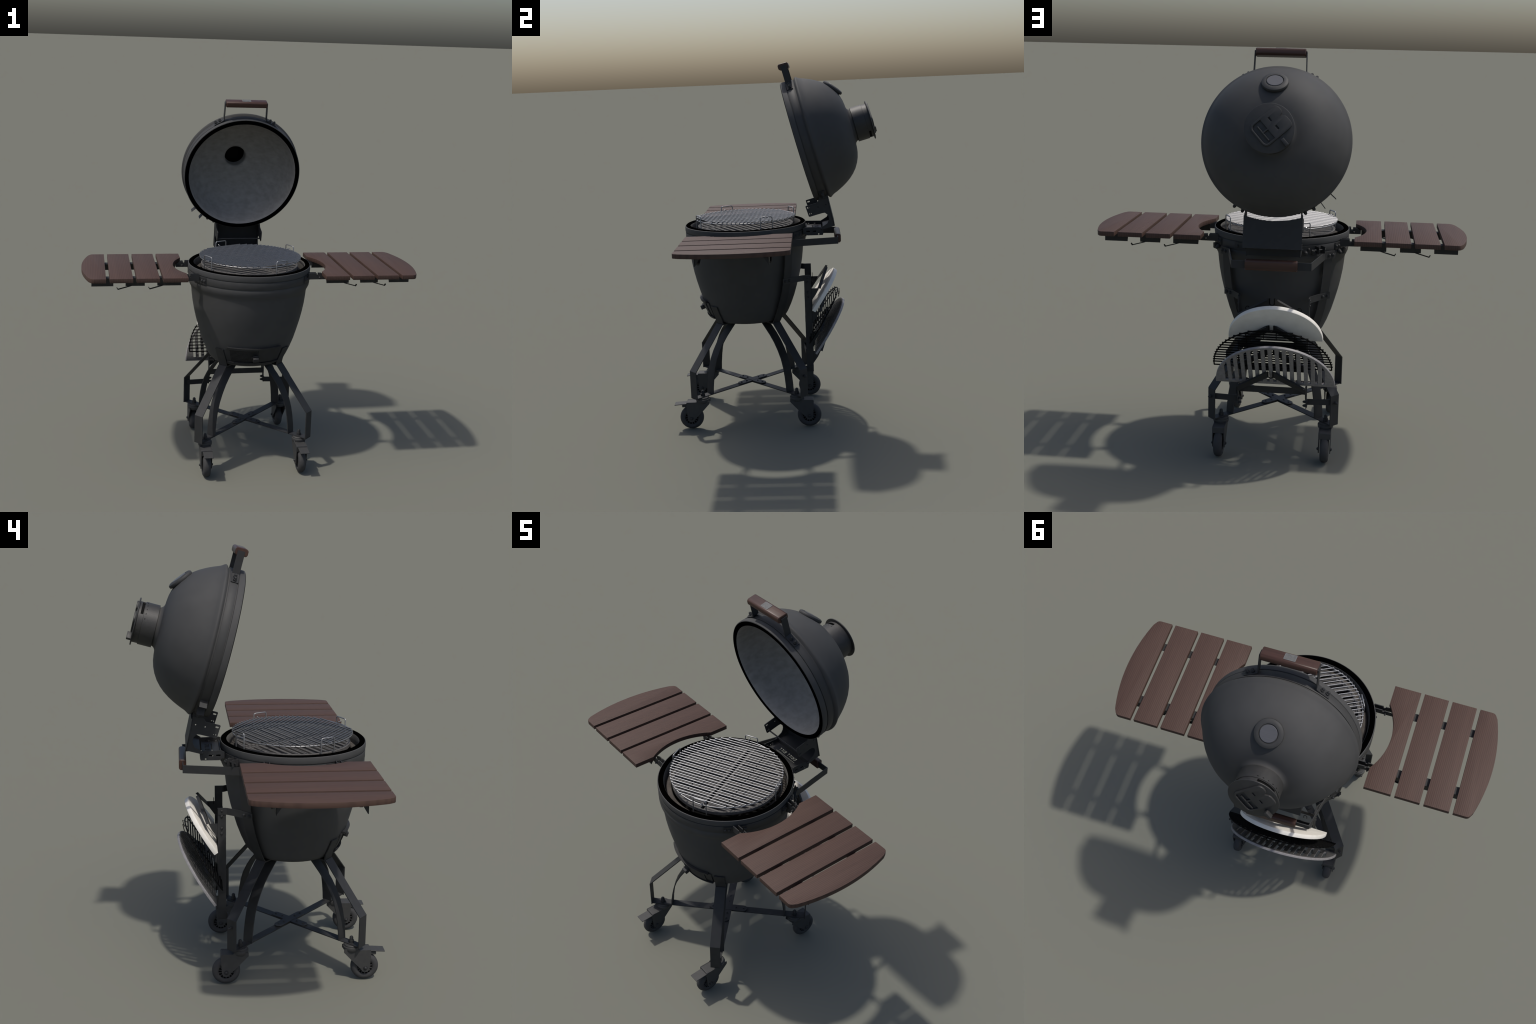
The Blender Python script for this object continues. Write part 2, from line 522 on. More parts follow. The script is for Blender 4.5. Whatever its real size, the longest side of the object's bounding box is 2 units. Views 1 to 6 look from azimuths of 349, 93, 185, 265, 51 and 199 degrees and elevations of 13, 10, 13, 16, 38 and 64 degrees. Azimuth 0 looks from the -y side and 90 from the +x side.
add("cap_monogram", mono, "cap", lid, Matrix.Translation((0, 0, 0.4180)) @ MON, smooth=30)
add("cap_tab", box("cap_tab", (0.016, 0.036, 0.021), (0.012, -0.090, 0.4280), 0.002), "cap", lid, MON, smooth=30)
for k in range(6):
    a = math.radians(200 + 14 * k)
    add("scale_tick", box("scale_tick", (0.0015, 0.006, 0.003)), "hole", lid,
        Matrix.Rotation(a, 4, 'Z') @ Matrix.Translation((0.0957, 0, 0.378)))

# dome thermometer
nrm = Vector((0, -0.628, 0.778))
TH = frame_from(Vector((0, -0.236, 0.276)) - nrm * 0.020, (1, 0, 0), nrm.cross(Vector((1, 0, 0))))
thermo = add("thermometer", lathe("thermometer", [(0.052, -0.012), (0.052, 0.000), (0.0585, 0.002), (0.0605, 0.005), (0.0605, 0.012),
                                                    (0.0590, 0.0155), (0.0520, 0.0195), (0.044, 0.0205), (0.040, 0.0205),
                                                    (0.0385, 0.0165), (0.0, 0.0165)], 48), "band", lid, TH, smooth=35)
add("thermometer_dial", lathe("thermometer_dial", [(0.0, 0.0215), (0.0345, 0.0215), (0.0358, 0.020), (0.0358, 0.015)],
                               48), "face", lid, TH, smooth=35)

# lid handle
def rounded_bar(name, length, w, h, r, bev=0.003):
    """Bar along x with a rounded-rectangle section (w along y, h along z)."""
    sec = rrect(-w / 2, -h / 2, w / 2, h / 2, r, 6)
    bm = bmesh.new()
    rings = []
    for x, k in ((-length / 2, 1 - 2 * bev / h), (-length / 2 + bev, 1), (length / 2 - bev, 1),
                 (length / 2, 1 - 2 * bev / h)):
        rings.append([bm.verts.new((x, y * k, z * k)) for y, z in sec])
    n = len(sec)
    for A, B in zip(rings, rings[1:]):
        for j in range(n):
            bm.faces.new((A[j], A[(j + 1) % n], B[(j + 1) % n], B[j]))
    bm.faces.new(rings[0])
    bm.faces.new(rings[-1])
    return to_mesh(bm, name)

grip = add("lid_handle", rounded_bar("lid_handle", 0.232, 0.034, 0.058, 0.012), "grip", lid,
           Matrix.Translation((0, -0.4185, 0.045)), smooth=40)
add("handle_label", box("handle_label", (0.046, 0.0016, 0.032), (0, -0.4360, 0.045), 0.0004), "plate", lid)
add("label_rim", join("label_rim", [
    box("r", (0.048, 0.0022, 0.0018), (0, -0.4360, 0.045 + s * 0.0165)) for s in (-1, 1)] + [
    box("r", (0.0018, 0.0022, 0.0345), (s * 0.0232, -0.4360, 0.045)) for s in (-1, 1)]), "label_edge", lid)
for s in (-1, 1):
    ang = math.asin(0.122 / 0.342)
    foot = [(s * 0.108, -0.4215), (s * 0.1195, -0.4215), (s * 0.1215, -0.3235)]
    for q in (0.140, 0.158, 0.176):
        foot.append((s * q, -math.sqrt(0.3400 ** 2 - q * q)))
    me = strip("handle_bracket", [(x, y, 0.047) for x, y in foot], (0, 0, 1), 0.033, 0.004)
    add("handle_bracket", me, "steel", lid, smooth=30)
    for q in (0.143, 0.165):
        y = -math.sqrt(0.342 ** 2 - q * q)
        fasten(NUT, (s * q, y, 0.047), (s * q, y, 0), lid, 0.9)

# clamp tabs of the lid band (towards the hinge, -x side)
for q in (-38.5, -48.5):
    a = math.radians(q)
    d = Vector((math.sin(a), math.cos(a), 0))
    m = frame_from(d * 0.355 + Vector((0, 0, 0.050)), d, (0, 0, 1))
    add("band_tab", box("band_tab", (0.042, 0.034, 0.003), (0, 0, 0), 0.001), "steel", lid, m)
# hinge lugs bolted to the lid band
for s in (-1, 1):
    for q in (24.5, 31.5):
        a = math.radians(q * s)
        d = Vector((math.sin(a), math.cos(a), 0))
        fasten(NUT, d * 0.338 + Vector((0, 0, 0.049)), d, lid, 1.05)
    pts = [(0.3405 * math.sin(math.radians(q * s)), 0.3405 * math.cos(math.radians(q * s)), 0.049)
           for q in (19, 23, 27, 31, 35)]
    add("hinge_lug", strip("hinge_lug", pts, (0, 0, 1), 0.036, 0.005), "steel", lid, smooth=30)

# ------------------------------------------------------------------ hinge
hinge = add("hinge", box("hinge", (0.236, 0.006, 0.040), (0, 0.1755, 1.068), 0.001), "steel")
def link_curve(x):
    return 0.010 * (1 - (x / 0.13) ** 2)
# back panel of the upper link: top edge hollowed to clear the dome
panel = []
W = 0.1355
top = [(-W + 2 * W * i / 16, 0.150 - 0.022 * (1 - ((-W + 2 * W * i / 16) / W) ** 2)) for i in range(17)]
pl = plate2d("hinge_panel", [[(-W, 0.0), (W, 0.0)] + top[::-1]], 0.004)
pm = frame_from((0, 0.3365, 1.105), (1, 0, 0), (0, 0.3025 - 0.3365, 1.2615 - 1.105))
add("hinge_panel", pl, "steel", hinge, pm)
side = ([(0.3010, 1.262), (0.3350, 1.104), (0.2690, 1.0865), (0.2620, 1.098)]
        + [(0.2950, 1.118), (0.3030, 1.134), (0.3050, 1.148), (0.3000, 1.165), (0.2838, 1.1785), (0.2700, 1.1770)]
        + [(0.2000, 1.1585), (0.1945, 1.1610), (0.1775, 1.2150), (0.1800, 1.2190), (0.2434, 1.2360), (0.2520, 1.2520)])
def slotted(u, v, du, dv, w):
    d = Vector((du, dv)).normalized()
    p = Vector((-d.y, d.x))
    o = Vector((u, v))
    L2 = math.hypot(du, dv) / 2
    return [tuple(o + d * a + p * b) for a, b in ((-L2, -w), (L2, -w), (L2 + w * .7, 0), (L2, w), (-L2, w), (-L2 - w * .7, 0))]
holes = [slotted(0.1935, 1.2095, 0.011, 0.003, 0.0038), slotted(0.2045, 1.1755, 0.009, 0.003, 0.0038),
         slotted(0.2470, 1.2120, 0.002, 0.001, 0.0034), slotted(0.2900, 1.2230, 0.002, 0.001, 0.0034)]
for s in (-1, 1):
    me = plate2d("hinge_cheek", [side] + holes, 0.004)
    m = Matrix(((0, 0, 1, s * 0.1310 - 0.002), (1, 0, 0, 0), (0, 1, 0, 0), (0, 0, 0, 1)))
    add("hinge_cheek", me, "steel", hinge, m)
    # lugs rising from the cheeks to the lid band
    me = prism("hinge_arm", [(0.245, 1.225), (0.258, 1.285), (0.296, 1.300), (0.3035, 1.262), (0.296, 1.235)],
               s * 0.1285 - 0.002, s * 0.1285 + 0.002, "yz")
    add("hinge_arm", me, "steel", hinge)
    # lower side plate of the fixed part
    base = [(0.174, 1.100), (0.270, 1.097), (0.269, 1.054), (0.184, 1.054), (0.170, 1.062), (0.160, 1.066),
            (0.160, 1.093)]
    bh = [slotted(0.188, 1.077, 0.016, 0.0, 0.0042), slotted(0.222, 1.0765, 0.016, 0.001, 0.0042),
          slotted(0.246, 1.060, 0.004, 0.0, 0.0035)]
    me = plate2d("hinge_side", [base] + bh, 0.004)
    m = Matrix(((0, 0, 1, s * 0.1245 - 0.002), (1, 0, 0, 0), (0, 1, 0, 0), (0, 0, 0, 1)))
    add("hinge_side", me, "steel", hinge, m)
    pts = [polar(s * q, 0.3425, 1.068) for q in (20.5, 24, 28, 32, 36)]
    add("hinge_flange", strip("hinge_flange", pts, (0, 0, 1), 0.034, 0.004), "steel", hinge, smooth=30)
    for q in (27, 33):
        fasten(BOLT, polar(s * q, 0.3440, 1.067), radial(s * q), hinge)
    for y in (0.190, 0.226):
        fasten(BOLT, (s * 0.118, y, 1.078), (-s, 0, 0), hinge, 1.3)
    fasten(NUT, (s * 0.127, 0.262, 1.090), (s, 0, 0), hinge, 0.6)
add("hinge_rod", tube("hinge_rod", [(-0.134, 0.205, 1.1745), (0.134, 0.205, 1.1745)], 0.004, 10), "steel", hinge,
    smooth=60)
# curved cover over the springs, its top plate pierced with the two-word maker's lettering
# (stencil letters drawn as simple strokes; the plate is read from behind the grill)
GLYPH = {
    "G": (0.65, [[(.1, 0), (.55, 0), (.65, .1), (.65, .52), (.36, .52), (.36, .34), (.4, .34), (.4, .22), (.26, .22), (.26, .78),
                  (.4, .78), (.4, .66), (.65, .66), (.65, .9), (.55, 1), (.1, 1), (0, .9), (0, .1)]]),
    "R": (0.68, [[(0, 0), (.25, 0), (.25, .38), (.38, .38), (.44, 0), (.7, 0), (.6, .45), (.65, .55), (.65, .9), (.55, 1), (0, 1)],
                 [(.26, .58), (.4, .58), (.4, .8), (.26, .8)]]),
    "I": (0.26, [[(0, 0), (.26, 0), (.26, 1), (0, 1)]]),
    "L": (0.58, [[(0, 0), (.58, 0), (.58, .25), (.26, .25), (.26, 1), (0, 1)]]),
    "B": (0.65, [[(0, 0), (.55, 0), (.65, .1), (.65, .42), (.57, .5), (.65, .58), (.65, .9), (.55, 1), (0, 1)],
                 [(.26, .2), (.4, .2), (.4, .4), (.26, .4)], [(.26, .6), (.4, .6), (.4, .8), (.26, .8)]]),
}
WORDS = "GRILL BILL"
adv = [0.40 if ch == " " else GLYPH[ch][0] + 0.17 for ch in WORDS]
unit = 0.134 / (sum(adv) - 0.17)
loops = [[(-0.120, 0.172), (0.120, 0.172), (0.120, 0.262), (-0.120, 0.262)],
         [(-0.073, 0.2118), (0.077, 0.2118), (0.077, 0.2160), (-0.073, 0.2160)]]
cur = 0.0
for ch, a_ in zip(WORDS, adv):
    if ch != " ":
        for lp in GLYPH[ch][1]:
            loops.append([(0.0645 - (cur + u_) * unit, 0.2460 - v_ * 0.0215) for u_, v_ in lp])
    cur += a_
add("hinge_cover", plate2d("hinge_cover", loops, 0.003), "steel", hinge, Matrix.Translation((0, 0, 1.0765)))
add("hinge_apron", strip("hinge_apron", [(0, 0.2695, 1.058), (0, 0.2710, 1.090), (0, 0.3345, 1.1065)], (1, 0, 0), 0.252,
                          0.003), "steel", hinge, smooth=20)

# bowl-band clamp tabs and screw beside the hinge (-x side)
for q in (-33, -38):
    m = frame_from(polar(q, 0.362, 1.066), radial(q), (0, 0, 1))
    add("band_tab", box("band_tab", (0.036, 0.034, 0.003), (0, 0, 0), 0.001), "steel", hinge, m)
p0, p1 = polar(-28, 0.366, 1.066), polar(-40, 0.366, 1.066)
add("clamp_screw", tube("clamp_screw", [p0, p1], 0.004, 8), "steel", hinge, smooth=60)
for q in (23, 30):
    fasten(BOLT, polar(-q - 1, 0.352, 1.052), radial(-q), hinge, 1.4)

# ------------------------------------------------------------------ rear handle
hy, hx = 0.3495, 0.1825
b0 = polar(51.5, 0.3535, 1.03)
bar = [(-b0.x, b0.y, 1.031), (-polar(41, 0.3535, 0).x, polar(41, 0.3535, 0).y, 1.031), (-hx, hy, 1.031), (hx, hy, 1.031),
       (polar(41, 0.3535, 0).x, polar(41, 0.3535, 0).y, 1.031), (b0.x, b0.y, 1.031)]
rear = add("push_handle", strip("push_handle", bar, (0, 0, 1), 0.037, 0.004), "steel", smooth=25)
add("push_grip", rounded_bar("push_grip", 0.240, 0.034, 0.050, 0.012), "grip", rear,
    Matrix.Translation((0, hy + 0.0015, 1.032)), smooth=40)
for s in (-1, 1):
    for q in (45.5, 49.5):
        fasten(BOLT, polar(s * q, 0.3560, 1.031), radial(s * q), rear)

# ------------------------------------------------------------------ side shelves
Y0, Y1 = -0.462, 0.108
SLATS = [(0.3710, 0.5020), (0.5200, 0.6400), (0.6585, 0.7785), (0.7970, 0.9225)]
ZT, ZB = 1.1085, 1.0855

def slat_outline(i):
    x0, x1 = SLATS[i]
    if i == 0:
        ym = -0.1765
        hc, sag = 0.1800, 0.0555
        R = (hc * hc + sag * sag) / (2 * sag)
        cx = x0 + sag - R
        th = math.degrees(math.asin(hc / R))
        return [(x1, Y0), (x1, Y1), (x0, Y1)] + [(x, y) for x, y in arc(cx, ym, R, th, -th, 24)] + [(x0, Y0)]
    if i == 3:
        ym = (Y0 + Y1) / 2
        hc = (Y1 - Y0) / 2 - 0.018
        sag = 0.040
        R = (hc * hc + sag * sag) / (2 * sag)
        th = math.degrees(math.asin(hc / R))
        cx = x1 - R
        xe = cx + R * math.cos(math.radians(th))
        r = 0.022
        return ([(x0, Y0)] + [(x, y) for x, y in arc(xe - r - 0.004, Y0 + r, r, -90, -22, 5)]
                + [(x, y) for x, y in arc(cx, ym, R, -th * 0.955, th * 0.955, 24)]
                + [(x, y) for x, y in arc(xe - r - 0.004, Y1 - r, r, 22, 90, 5)] + [(x0, Y1)])
    return [(x0, Y0), (x1, Y0), (x1, Y1), (x0, Y1)]

for s in (1, -1):
    shelf = bpy.data.objects.new("side_shelf", None)
    bpy.context.scene.collection.objects.link(shelf)
    shelf.parent = root
    for i in range(4):
        pts = [(s * x, y) for x, y in slat_outline(i)]
        me = plate2d("shelf_slat", [pts], ZT - ZB, 0.0012)
        smooth_angle(me, 25)
        add("shelf_slat", me, "shelf", shelf, Matrix.Translation((0, 0, ZB)))
    for yb in (-0.335, -0.018):
        for xa, xb, hook in ((0.400, 0.526, True), (0.592, 0.693, True), (0.757, 0.871, False)):
            dy = 1 if yb < -0.1 else -1                     # webs face the outer sides, flanges turn inwards
            yw = -0.1765 - dy * 0.1780
            xm, L = s * (xa + xb) / 2, xb - xa
            ch = [box("c", (L, 0.040, 0.003), (xm, yw + dy * 0.020, ZB - 0.0020)),
                  box("c", (L, 0.003, 0.042), (xm, yw, ZB - 0.0225))]
            for xe in (xa + 0.0015, xb - 0.0015):
                ch.append(prism("c", [(yw, ZB - 0.004), (yw + dy * 0.026, ZB - 0.004), (yw, ZB - 0.042)],
                                s * xe - 0.0015, s * xe + 0.0015, "yz"))
            add("shelf_bracket", join("shelf_bracket", ch), "steel", shelf)
            if hook:
                p = [(s * (xb - 0.03), yw, 1.0445), (s * (xb - 0.018), yw, 1.0405), (s * (xb + 0.040), yw, 1.0245),
                     (s * (xb + 0.046), yw, 1.034)]
                add("shelf_hook", strip("shelf_hook", p, (0, 1, 0), 0.014, 0.003), "steel", shelf)
        # folding hinge arm between bowl band and first slat
        arm = [(s * x, z) for x, z in ((0.300, 1.096), (0.346, 1.096), (0.347, 1.082), (0.356, 1.081), (0.357, 1.094),
                                       (0.374, 1.093), (0.398, 1.080), (0.398, 1.062), (0.376, 1.0615), (0.300, 1.061))]
        for o in (-0.011, 0.011):
            add("shelf_arm", prism("shelf_arm", arm, yb + 0.004 + o - 0.002, yb + 0.004 + o + 0.002, "xz"), "steel", shelf)
        add("shelf_arm", box("shelf_arm", (0.040, 0.024, 0.004), (s * 0.338, yb + 0.004, 1.064)), "steel", shelf)
        fasten(NUT, (s * 0.362, yb + 0.004 - 0.013, 1.072), (0, -1, 0), shelf, 0.6)
        fasten(NUT, (s * 0.362, yb + 0.004 + 0.013, 1.072), (0, 1, 0), shelf, 0.6)
        qc = math.degrees(math.atan2(s * math.sqrt(0.3435 ** 2 - (yb + 0.004 - CY) ** 2), yb + 0.004 - CY))
        pts = [polar(qc + d, 0.3420, 1.066) for d in (-9.5, -5, 0, 5, 9.5)]
        add("shelf_flange", strip("shelf_flange", pts, (0, 0, 1), 0.036, 0.004), "steel", shelf, smooth=30)
        for d in (-7.8, -4.6, 4.6, 7.8):
            fasten(BOLT, polar(qc + d, 0.3440, 1.066), radial(qc + d), shelf)
        if yb > -0.1:
            fasten(NUT, polar(qc - s * 4, 0.343, 1.040), (s * 0.6, 0.7, -0.4), shelf, 1.2)
        # hanging tail of the flange
        m = frame_from(polar(qc, 0.350, 1.038), radial(qc), (0, 0, 1))
        if yb > -0.1:
            add("shelf_flange", box("shelf_flange", (0.022, 0.026, 0.020)), "steel", shelf, m)

# ------------------------------------------------------------------ stand
leg_inner = [(0.317, 0.187), (0.314, 0.230), (0.307, 0.280), (0.297, 0.328), (0.281, 0.376), (0.257, 0.422),
             (0.229, 0.464), (0.196, 0.502), (0.158, 0.538), (0.128, 0.566)]
leg_outer = [(0.431, 0.184), (0.431, 0.340), (0.226, 0.572)]
STRAP = [(0.224, 0.572), (0.236, 0.588), (0.250, 0.616), (0.266, 0.648), (0.280, 0.680), (0.293, 0.712), (0.305, 0.744),
         (0.316, 0.785), (0.325, 0.820), (0.332, 0.855), (0.338, 0.895), (0.3435, 0.945), (0.3465, 0.985), (0.3475, 1.030),
         (0.3470, 1.050)]
CORNERS = [(1, -1), (-1, -1), (1, 1), (-1, 1)]
stand = bpy.data.objects.new("stand", None)
bpy.context.scene.collection.objects.link(stand)
stand.parent = root
for sx, sy in CORNERS:
    u = Vector((sx, sy, 0)).normalized()
    w = Vector((-u.y, u.x, 0))
    P = lambda s, z: AX + u * s + Vector((0, 0, z))
    add("leg_brace", strip("leg_brace", [P(s, z) for s, z in leg_inner], w, 0.053, 0.005), "steel", stand, smooth=25)
    add("leg", strip("leg", [P(s, z) for s, z in leg_outer], w, 0.053, 0.005), "steel", stand, smooth=25)
    add("leg_tie", strip("leg_tie", [P(-0.012, 0.1865 - 0.0004 * CORNERS.index((sx, sy))), P(0.4335, 0.1865)], w, 0.040, 0.005), "steel", stand)
    add("leg_tie", strip("leg_tie", [P(0.115, 0.5695), P(0.228, 0.5705)], w, 0.052, 0.005), "steel", stand)
    # rounded end of the centre plate with its bolts
    pl = plate2d("centre_plate", [[(-0.02, -0.021), (0.085, -0.021)] + arc(0.085, 0, 0.021, -90, 90, 8) + [(-0.02, 0.021)]], 0.005)
    m = frame_from(AX + Vector((0, 0, 0.1892 + 0.0006 * CORNERS.index((sx, sy)))), u, w)
    add("centre_plate", pl, "steel", stand, m)
    for s in (0.045, 0.085):
        fasten(BOLT, P(s, 0.1945), (0, 0, 1), stand, 0.7)
        fasten(BOLT, P(s, 0.1835), (0, 0, -1), stand, 0.8)
    # clamp strap on the bowl
    q = math.degrees(math.atan2(sx, sy))
    if sy < 0:
        zs = [0.572, 0.580, 0.605, 0.63, 0.66, 0.678]
    else:
        zs = [0.572, 0.580, 0.605, 0.63, 0.66, 0.70, 0.75, 0.80, 0.85, 0.90, 0.95, 0.985, 1.004, 1.016, 1.030, 1.048]
    if sy < 0:
        pts = [P((0.222 if z < 0.575 else max(bowl_r(z), 0.218) + 0.005), z) for z in zs]
    else:                                   # rear straps stand clear of the bowl
        pts = [P(r, z) for r, z in STRAP]
    add("bowl_strap", strip("bowl_strap", pts, w, 0.054, 0.005), "steel", stand, smooth=30)
    # side wings of the front clamps hug the bowl
    # ---------------- casters
    stud = AX + Vector((sx * 0.2635, sy * 0.2630, 0))
    d = sy                                                     # trail away from the centre along y
    caster = add("caster", lathe("caster", [(0, 0.222), (0.005, 0.221), (0.0088, 0.216), (0.0092, 0.203), (0.0125, 0.202),
                                             (0.0125, 0.188), (0.0, 0.188)], 20, (stud.x, stud.y)), "steel", stand, smooth=40)
    add("swivel", lathe("swivel", [(0.0, 0.184), (0.030, 0.184), (0.034, 0.181), (0.034, 0.176), (0.0385, 0.174),
                                    (0.0395, 0.170), (0.0385, 0.158), (0.034, 0.152), (0.0, 0.152)], 32, (stud.x, stud.y)),
        "caster", caster, smooth=35)
    fork = [(-0.038, 0.166), (-0.038, 0.150), (0.004, 0.104), (0.047, 0.060)]
    fork += [(0.0665 + 0.022 * math.cos(t), 0.0665 + 0.022 * math.sin(t)) for t in [math.radians(x) for x in (205, 240, 270, 300, 335)]]
    fork += [(0.0890, 0.090), (0.0915, 0.120), (0.0915, 0.156), (0.088, 0.160), (0.035, 0.160), (0.03, 0.166)]
    if d < 0:
        fork = [(-a, b) for a, b in fork]
    for o in (-1, 1):
        me = prism("caster_fork", [(stud.y + a, b) for a, b in fork], stud.x + o * 0.0285 - 0.002, stud.x + o * 0.0285 + 0.002, "yz")
        add("caster_fork", me, "caster", caster)
        fasten(BOLT, (stud.x + o * 0.0305, stud.y + d * 0.0665, 0.0665), (o, 0, 0), caster, 1.1)
    add("caster_fork", box("caster_fork", (0.056, 0.092, 0.012), (stud.x, stud.y + d * 0.0445, 0.1535), 0.003), "caster", caster)
    add("caster_fork", box("caster_fork", (0.056, 0.005, 0.028), (stud.x, stud.y + d * 0.0885, 0.141), 0.001), "caster", caster)
    W2 = 0.0215
    tyre = [(0.036, -W2 + 0.004), (0.042, -W2), (0.054, -W2 + 0.001), (0.0615, -W2 + 0.006), (0.0655, -W2 + 0.013),
            (0.0665, 0.0), (0.0655, W2 - 0.013), (0.0615, W2 - 0.006), (0.054, W2 - 0.001), (0.042, W2), (0.036, W2 - 0.004)]
    wm = Matrix.Translation((stud.x, stud.y + d * 0.0665, 0.0665)) @ Matrix.Rotation(pi / 2, 4, 'Y')
    wheel = add("wheel_tyre", lathe("wheel_tyre", tyre, 48), "tyre", caster, wm, smooth=40)
    add("wheel_hub", lathe("wheel_hub", [(0.0, -0.012), (0.0375, -0.012), (0.0375, 0.012), (0.0, 0.012)], 40), "hole", caster, wm)
    spk = [lathe("h", [(0.0, -0.019), (0.018, -0.019), (0.020, -0.017), (0.020, 0.017), (0.018, 0.019), (0.0, 0.019)], 24)]
    for k in range(14):
        b_ = box("h", (0.020, 0.0045, 0.033), (0.027, 0, 0))
        spk.append(xf(b_, Matrix.Rotation(2 * pi * k / 14, 4, 'Z')))
    add("wheel_spokes", join("wheel_spokes", spk), "tyre", caster, wm, smooth=35)
    if sy < 0:
        me = box("brake_pedal", (0.052, 0.068, 0.005), (0, 0, 0), 0.002)
        add("brake_pedal", me, "caster", caster,
            Matrix.Translation((stud.x + 0.004, stud.y + d * 0.1250, 0.1485)) @ Matrix.Rotation(math.radians(4), 4, 'X'))
        add("brake_pedal", box("brake_pedal", (0.030, 0.030, 0.016), (stud.x, stud.y + d * 0.104, 0.135), 0.003), "caster", caster)

# ------------------------------------------------------------------ accessory rack
rack = bpy.data.objects.new("accessory_rack", None)
bpy.context.scene.collection.objects.link(rack)
rack.parent = root
XP = 0.168
for s in (-1, 1):
    add("rack_post", box("rack_post", (0.004, 0.038, 0.555), (s * XP, 0.1755, 0.5615), 0.0008), "steel", rack)
    a = polar(s * 45, 0.312, 0)
    arm = [(s * (XP + 0.003), 0.194, 0.823), (s * (XP + 0.003), 0.152, 0.823), (polar(s * 39, 0.3335, 0).x, polar(s * 39, 0.3335, 0).y, 0.823),
           (polar(s * 51, 0.3335, 0).x, polar(s * 51, 0.3335, 0).y, 0.823)]
    add("rack_arm", strip("rack_arm", arm, (0, 0, 1), 0.032, 0.004), "steel", rack, smooth=20)
    for q in (43, 48):
        fasten(BOLT, polar(s * q, 0.3355, 0.823), radial(s * q), rack)
    for z in (0.825, 0.800, 0.742, 0.716):
        fasten(BOLT, (s * (XP + 0.003), 0.176, z), (s, 0, 0), rack, 0.8)
    # lower link to the rear leg
    lk = [(s * (XP + 0.003), 0.190, 0.304), (s * (XP + 0.003), 0.150, 0.304), (s * 0.304, 0.138, 0.304)]
    add("rack_arm", strip("rack_arm", lk, (0, 0, 1), 0.030, 0.004), "steel", rack, smooth=20)
    for z in (0.314, 0.294):
        fasten(NUT, (s * (XP - 0.002), 0.176, z), (-s, 0, 0), rack, 0.8)
    fasten(NUT, (s * 0.309, 0.143, 0.304), (s * 0.7, 0.7, 0), rack, 0.8)

# tilted plane shared by all holders: e_v climbs outwards at 35 degrees from vertical
TILT = math.radians(35)
ev = Vector((0, math.sin(TILT), math.cos(TILT)))
en = Vector((0, math.cos(TILT), -math.sin(TILT)))            # outward-down normal
def tilted(y, z, x=0.0):
    return frame_from((x, y, z), (1, 0, 0), ev)

LEAN = math.radians(26)
def leaned(y, z):
    return frame_from((0, y, z), (1, 0, 0), (0, math.sin(LEAN), math.cos(LEAN)))

for z0 in (0.362, 0.476, 0.590, 0.722):
    add("holder_rail", box("holder_rail", (0.332, 0.003, 0.033), (0, 0.1575, z0 - 0.002), 0.0006), "steel", rack)
    for s in (-1, 1):
        me = prism("holder_end", [(0.1935, z0 - 0.032), (0.2200, z0 + 0.006), (0.2370, z0 + 0.040), (0.1935, z0 + 0.040)],
                   s * 0.1645 - 0.0015, s * 0.1645 + 0.0015, "yz")
        add("holder_end", me, "steel", rack)
    roof = [(-0.010, 0.112), (-0.012, 0.150), (-0.024, 0.146), (-0.165, 0.046), (-0.165, 0.008)]
    hm = leaned(0.2175, z0)
    for s in (1, -1):
        me = plate2d("holder_arm", [[(s * x, y) for x, y in roof]], 0.003)
        add("holder_arm", me, "steel", rack, hm)
        # stiffening lip along the upper edge
        a, b = Vector((s * 0.165, 0.046, 0.0)), Vector((s * 0.024, 0.146, 0.0))
        d = (b - a).normalized()
        nn = Vector((-d.y, d.x, 0)) * (1 if s < 0 else -1)
        me = box("holder_arm", ((b - a).length, 0.003, 0.012), (0, 0, 0))
        add("holder_arm", me, "steel", rack, hm @ frame_from((a + b) / 2 + Vector((0, 0, -0.004)), d, nn))
    hook = [hm @ Vector(p) for p in
            [(-0.011, 0.150, 0), (-0.011, 0.128, -0.003)] + [(0.011 * math.cos(t), 0.122 + 0.011 * math.sin(t), -0.003)
             for t in [math.radians(180 + 22.5 * k) for k in range(9)]] + [(0.011, 0.128, -0.003), (0.011, 0.150, 0)]]
    add("holder_hook", tube("holder_hook", hook, 0.0024, 8), "wire", rack, smooth=60)
    for s in (-1, 1):
        loop = [(s * 0.125 + x, 0.2010, z0 + 0.040 + h) for x, h in
                [(-0.008, 0), (-0.008, 0.024), (-0.005, 0.030), (0.005, 0.030), (0.008, 0.024), (0.008, 0)]]
        add("holder_hook", tube("holder_hook", loop, 0.0016, 6), "wire", rack, smooth=60)

def half_grate(name, R, t, pitch, slot_w, rim, foot, phase=0.0):
    """Half-moon cast grate: bars square to the straight edge, slots between."""
    loops = [[(-R, 0)] + arc(0, 0, R, 180, 0, 48)[1:-1] + [(R, 0)]]
    n = int(R / pitch)
    for k in range(-n, n + 1):
        u = k * pitch + phase
        e = R - rim
        m = abs(u) + slot_w / 2
        if m > e - 0.006:
            continue
        top0 = math.sqrt(e * e - (u - slot_w / 2) ** 2)
        top1 = math.sqrt(e * e - (u + slot_w / 2) ** 2)
        if min(top0, top1) < foot + 0.010:
            continue
        loops.append([(u - slot_w / 2, foot), (u + slot_w / 2, foot), (u + slot_w / 2, top1 - 0.003),
                      (u + slot_w / 4, top1), (u - slot_w / 4, top0), (u - slot_w / 2, top0 - 0.003)])
    return plate2d(name, loops, t, 0.001)

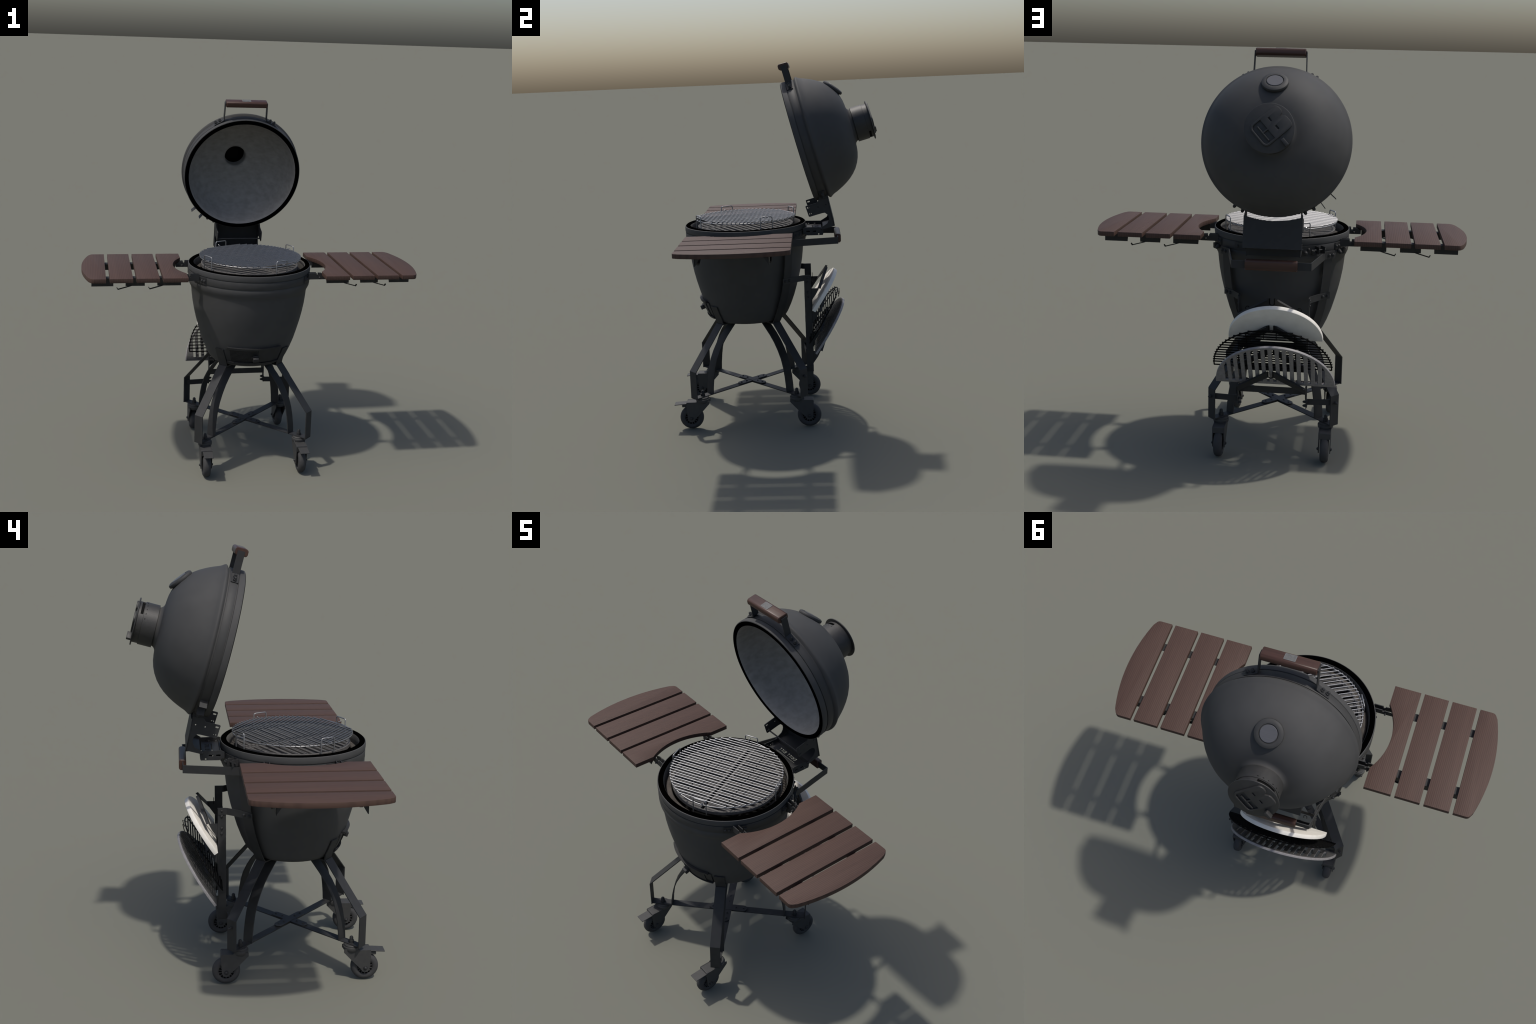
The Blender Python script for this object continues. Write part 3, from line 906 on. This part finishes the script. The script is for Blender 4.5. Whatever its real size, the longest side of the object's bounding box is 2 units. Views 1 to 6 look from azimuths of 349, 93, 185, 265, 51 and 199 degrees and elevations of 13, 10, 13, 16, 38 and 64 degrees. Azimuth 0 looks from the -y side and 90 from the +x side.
# white half-moon heat stone
loop = [(-0.227, 0)] + arc(0, 0, 0.227, 180, 0, 64)[1:-1] + [(0.227, 0)]
add("heat_stone", plate2d("heat_stone", [loop], 0.022, 0.003), "white", rack,
    tilted(0.2140, 0.6365, -0.0145), smooth=35)
# black wire half-moon grate
R = 0.287
parts = [tube("w", [(R * math.cos(t), R * math.sin(t), 0) for t in [pi * i / 48 for i in range(49)]], 0.0034, 8),
         tube("w", [(-R, 0, 0), (R, 0, 0)], 0.0034, 8)]
for k in range(1, 15):
    v = k * 0.0192
    u = math.sqrt(R * R - v * v) + 0.006
    parts.append(tube("w", [(-u, v, 0.005), (u, v, 0.005)], 0.0032, 8))
for u in (-0.115, 0.115):
    parts.append(tube("w", [(u, 0, -0.0035), (u, math.sqrt(R * R - u * u), -0.0035)], 0.0028, 8))
for s in (-1, 1):
    parts.append(tube("w", [(s * 0.03, R - 0.02, 0.0), (s * 0.03, R + 0.002, -0.012), (s * 0.03, R - 0.03, -0.025)], 0.0022, 6))
add("wire_grate", join("wire_grate", parts), "wire", rack, tilted(0.1790, 0.4840, 0.0), smooth=60)
# grey cast half-moon grate
cast = add("cast_grate", half_grate("cast_grate", 0.289, 0.012, 0.0333, 0.0150, 0.013, 0.018), "grey_iron", rack,
           tilted(0.2165, 0.4110, -0.0175), smooth=30)
# seasoned layer of the same casting, turned towards the kettle
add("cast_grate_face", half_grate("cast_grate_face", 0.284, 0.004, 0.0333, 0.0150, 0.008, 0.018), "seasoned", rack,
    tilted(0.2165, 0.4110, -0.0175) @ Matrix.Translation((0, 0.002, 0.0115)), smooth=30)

# ------------------------------------------------------------------ grates in the bowl
GA = math.radians(27.0)
GM = Matrix.Translation((0.004, CY + 0.003, 0)) @ Matrix.Rotation(GA, 4, 'Z')
grid = bpy.data.objects.new("cooking_grid", None)
bpy.context.scene.collection.objects.link(grid)
grid.parent = root
RG, ZG = 0.2795, 1.1590
for k in range(-13, 15):
    v = k * 0.0188 - 0.0074
    u = math.sqrt(RG * RG - v * v) + 0.004
    add("grid_rod", tube("grid_rod", [(-u, v, ZG), (u, v, ZG)], 0.0028, 8), "rod", grid, GM, smooth=60)
ring = lambda r, z: tube("grid_ring", [(r * math.cos(2 * pi * i / 96), r * math.sin(2 * pi * i / 96), z) for i in range(96)], 0.0032, 8, True)
add("grid_ring", ring(RG, ZG - 0.0060), "rod", grid, GM, smooth=60)
for u in (-0.108, 0.115):
    v = math.sqrt(RG * RG - u * u)
    add("grid_support", tube("grid_support", [(u, -v, ZG - 0.006), (u, v, ZG - 0.006)], 0.0030, 8), "steel", grid, GM, smooth=60)
for k in range(4):
    a = pi / 2 * k
    r, h = 0.284, 0.035
    zt = 1.184
    z_lo = 1.095
    pts = []
    for s in (-1, 1):
        half = [(r, s * h, z_lo), (r, s * h, zt - 0.008), (r, s * (h - 0.0025), zt - 0.002), (r, s * (h - 0.008), zt)]
        pts += half if s < 0 else half[::-1]
    m = GM @ Matrix.Rotation(a, 4, 'Z')
    add("grid_handle", tube("grid_handle", pts, 0.0030, 8), "rod", grid, m, smooth=60)
    add("grid_handle", tube("grid_handle", [(0.276, 0.012, ZG + 0.002), (0.288, 0.012, ZG + 0.002), (0.292, 0.012, ZG + 0.006)],
                             0.0030, 8), "rod", grid, m, smooth=60)
add("grate_carrier", lathe("grate_carrier", [(0.2690, 1.097), (0.2690, 1.1135), (0.2675, 1.1150), (0.2640, 1.1150), (0.2625, 1.1135),
                                               (0.2625, 1.097)], 96, (0, CY), True), "iron", grid, smooth=40)
# lower cast grate halves, straight edges facing each other across a gap
for s in (0, 1):
    me = half_grate("lower_grate", 0.262, 0.016, 0.0333, 0.0150, 0.010, 0.014)
    m = GM @ Matrix.Rotation(pi * s - pi / 2, 4, 'Z') @ Matrix.Translation((0, 0.008, 1.0975))
    add("lower_grate", me, "iron", grid, m, smooth=30)
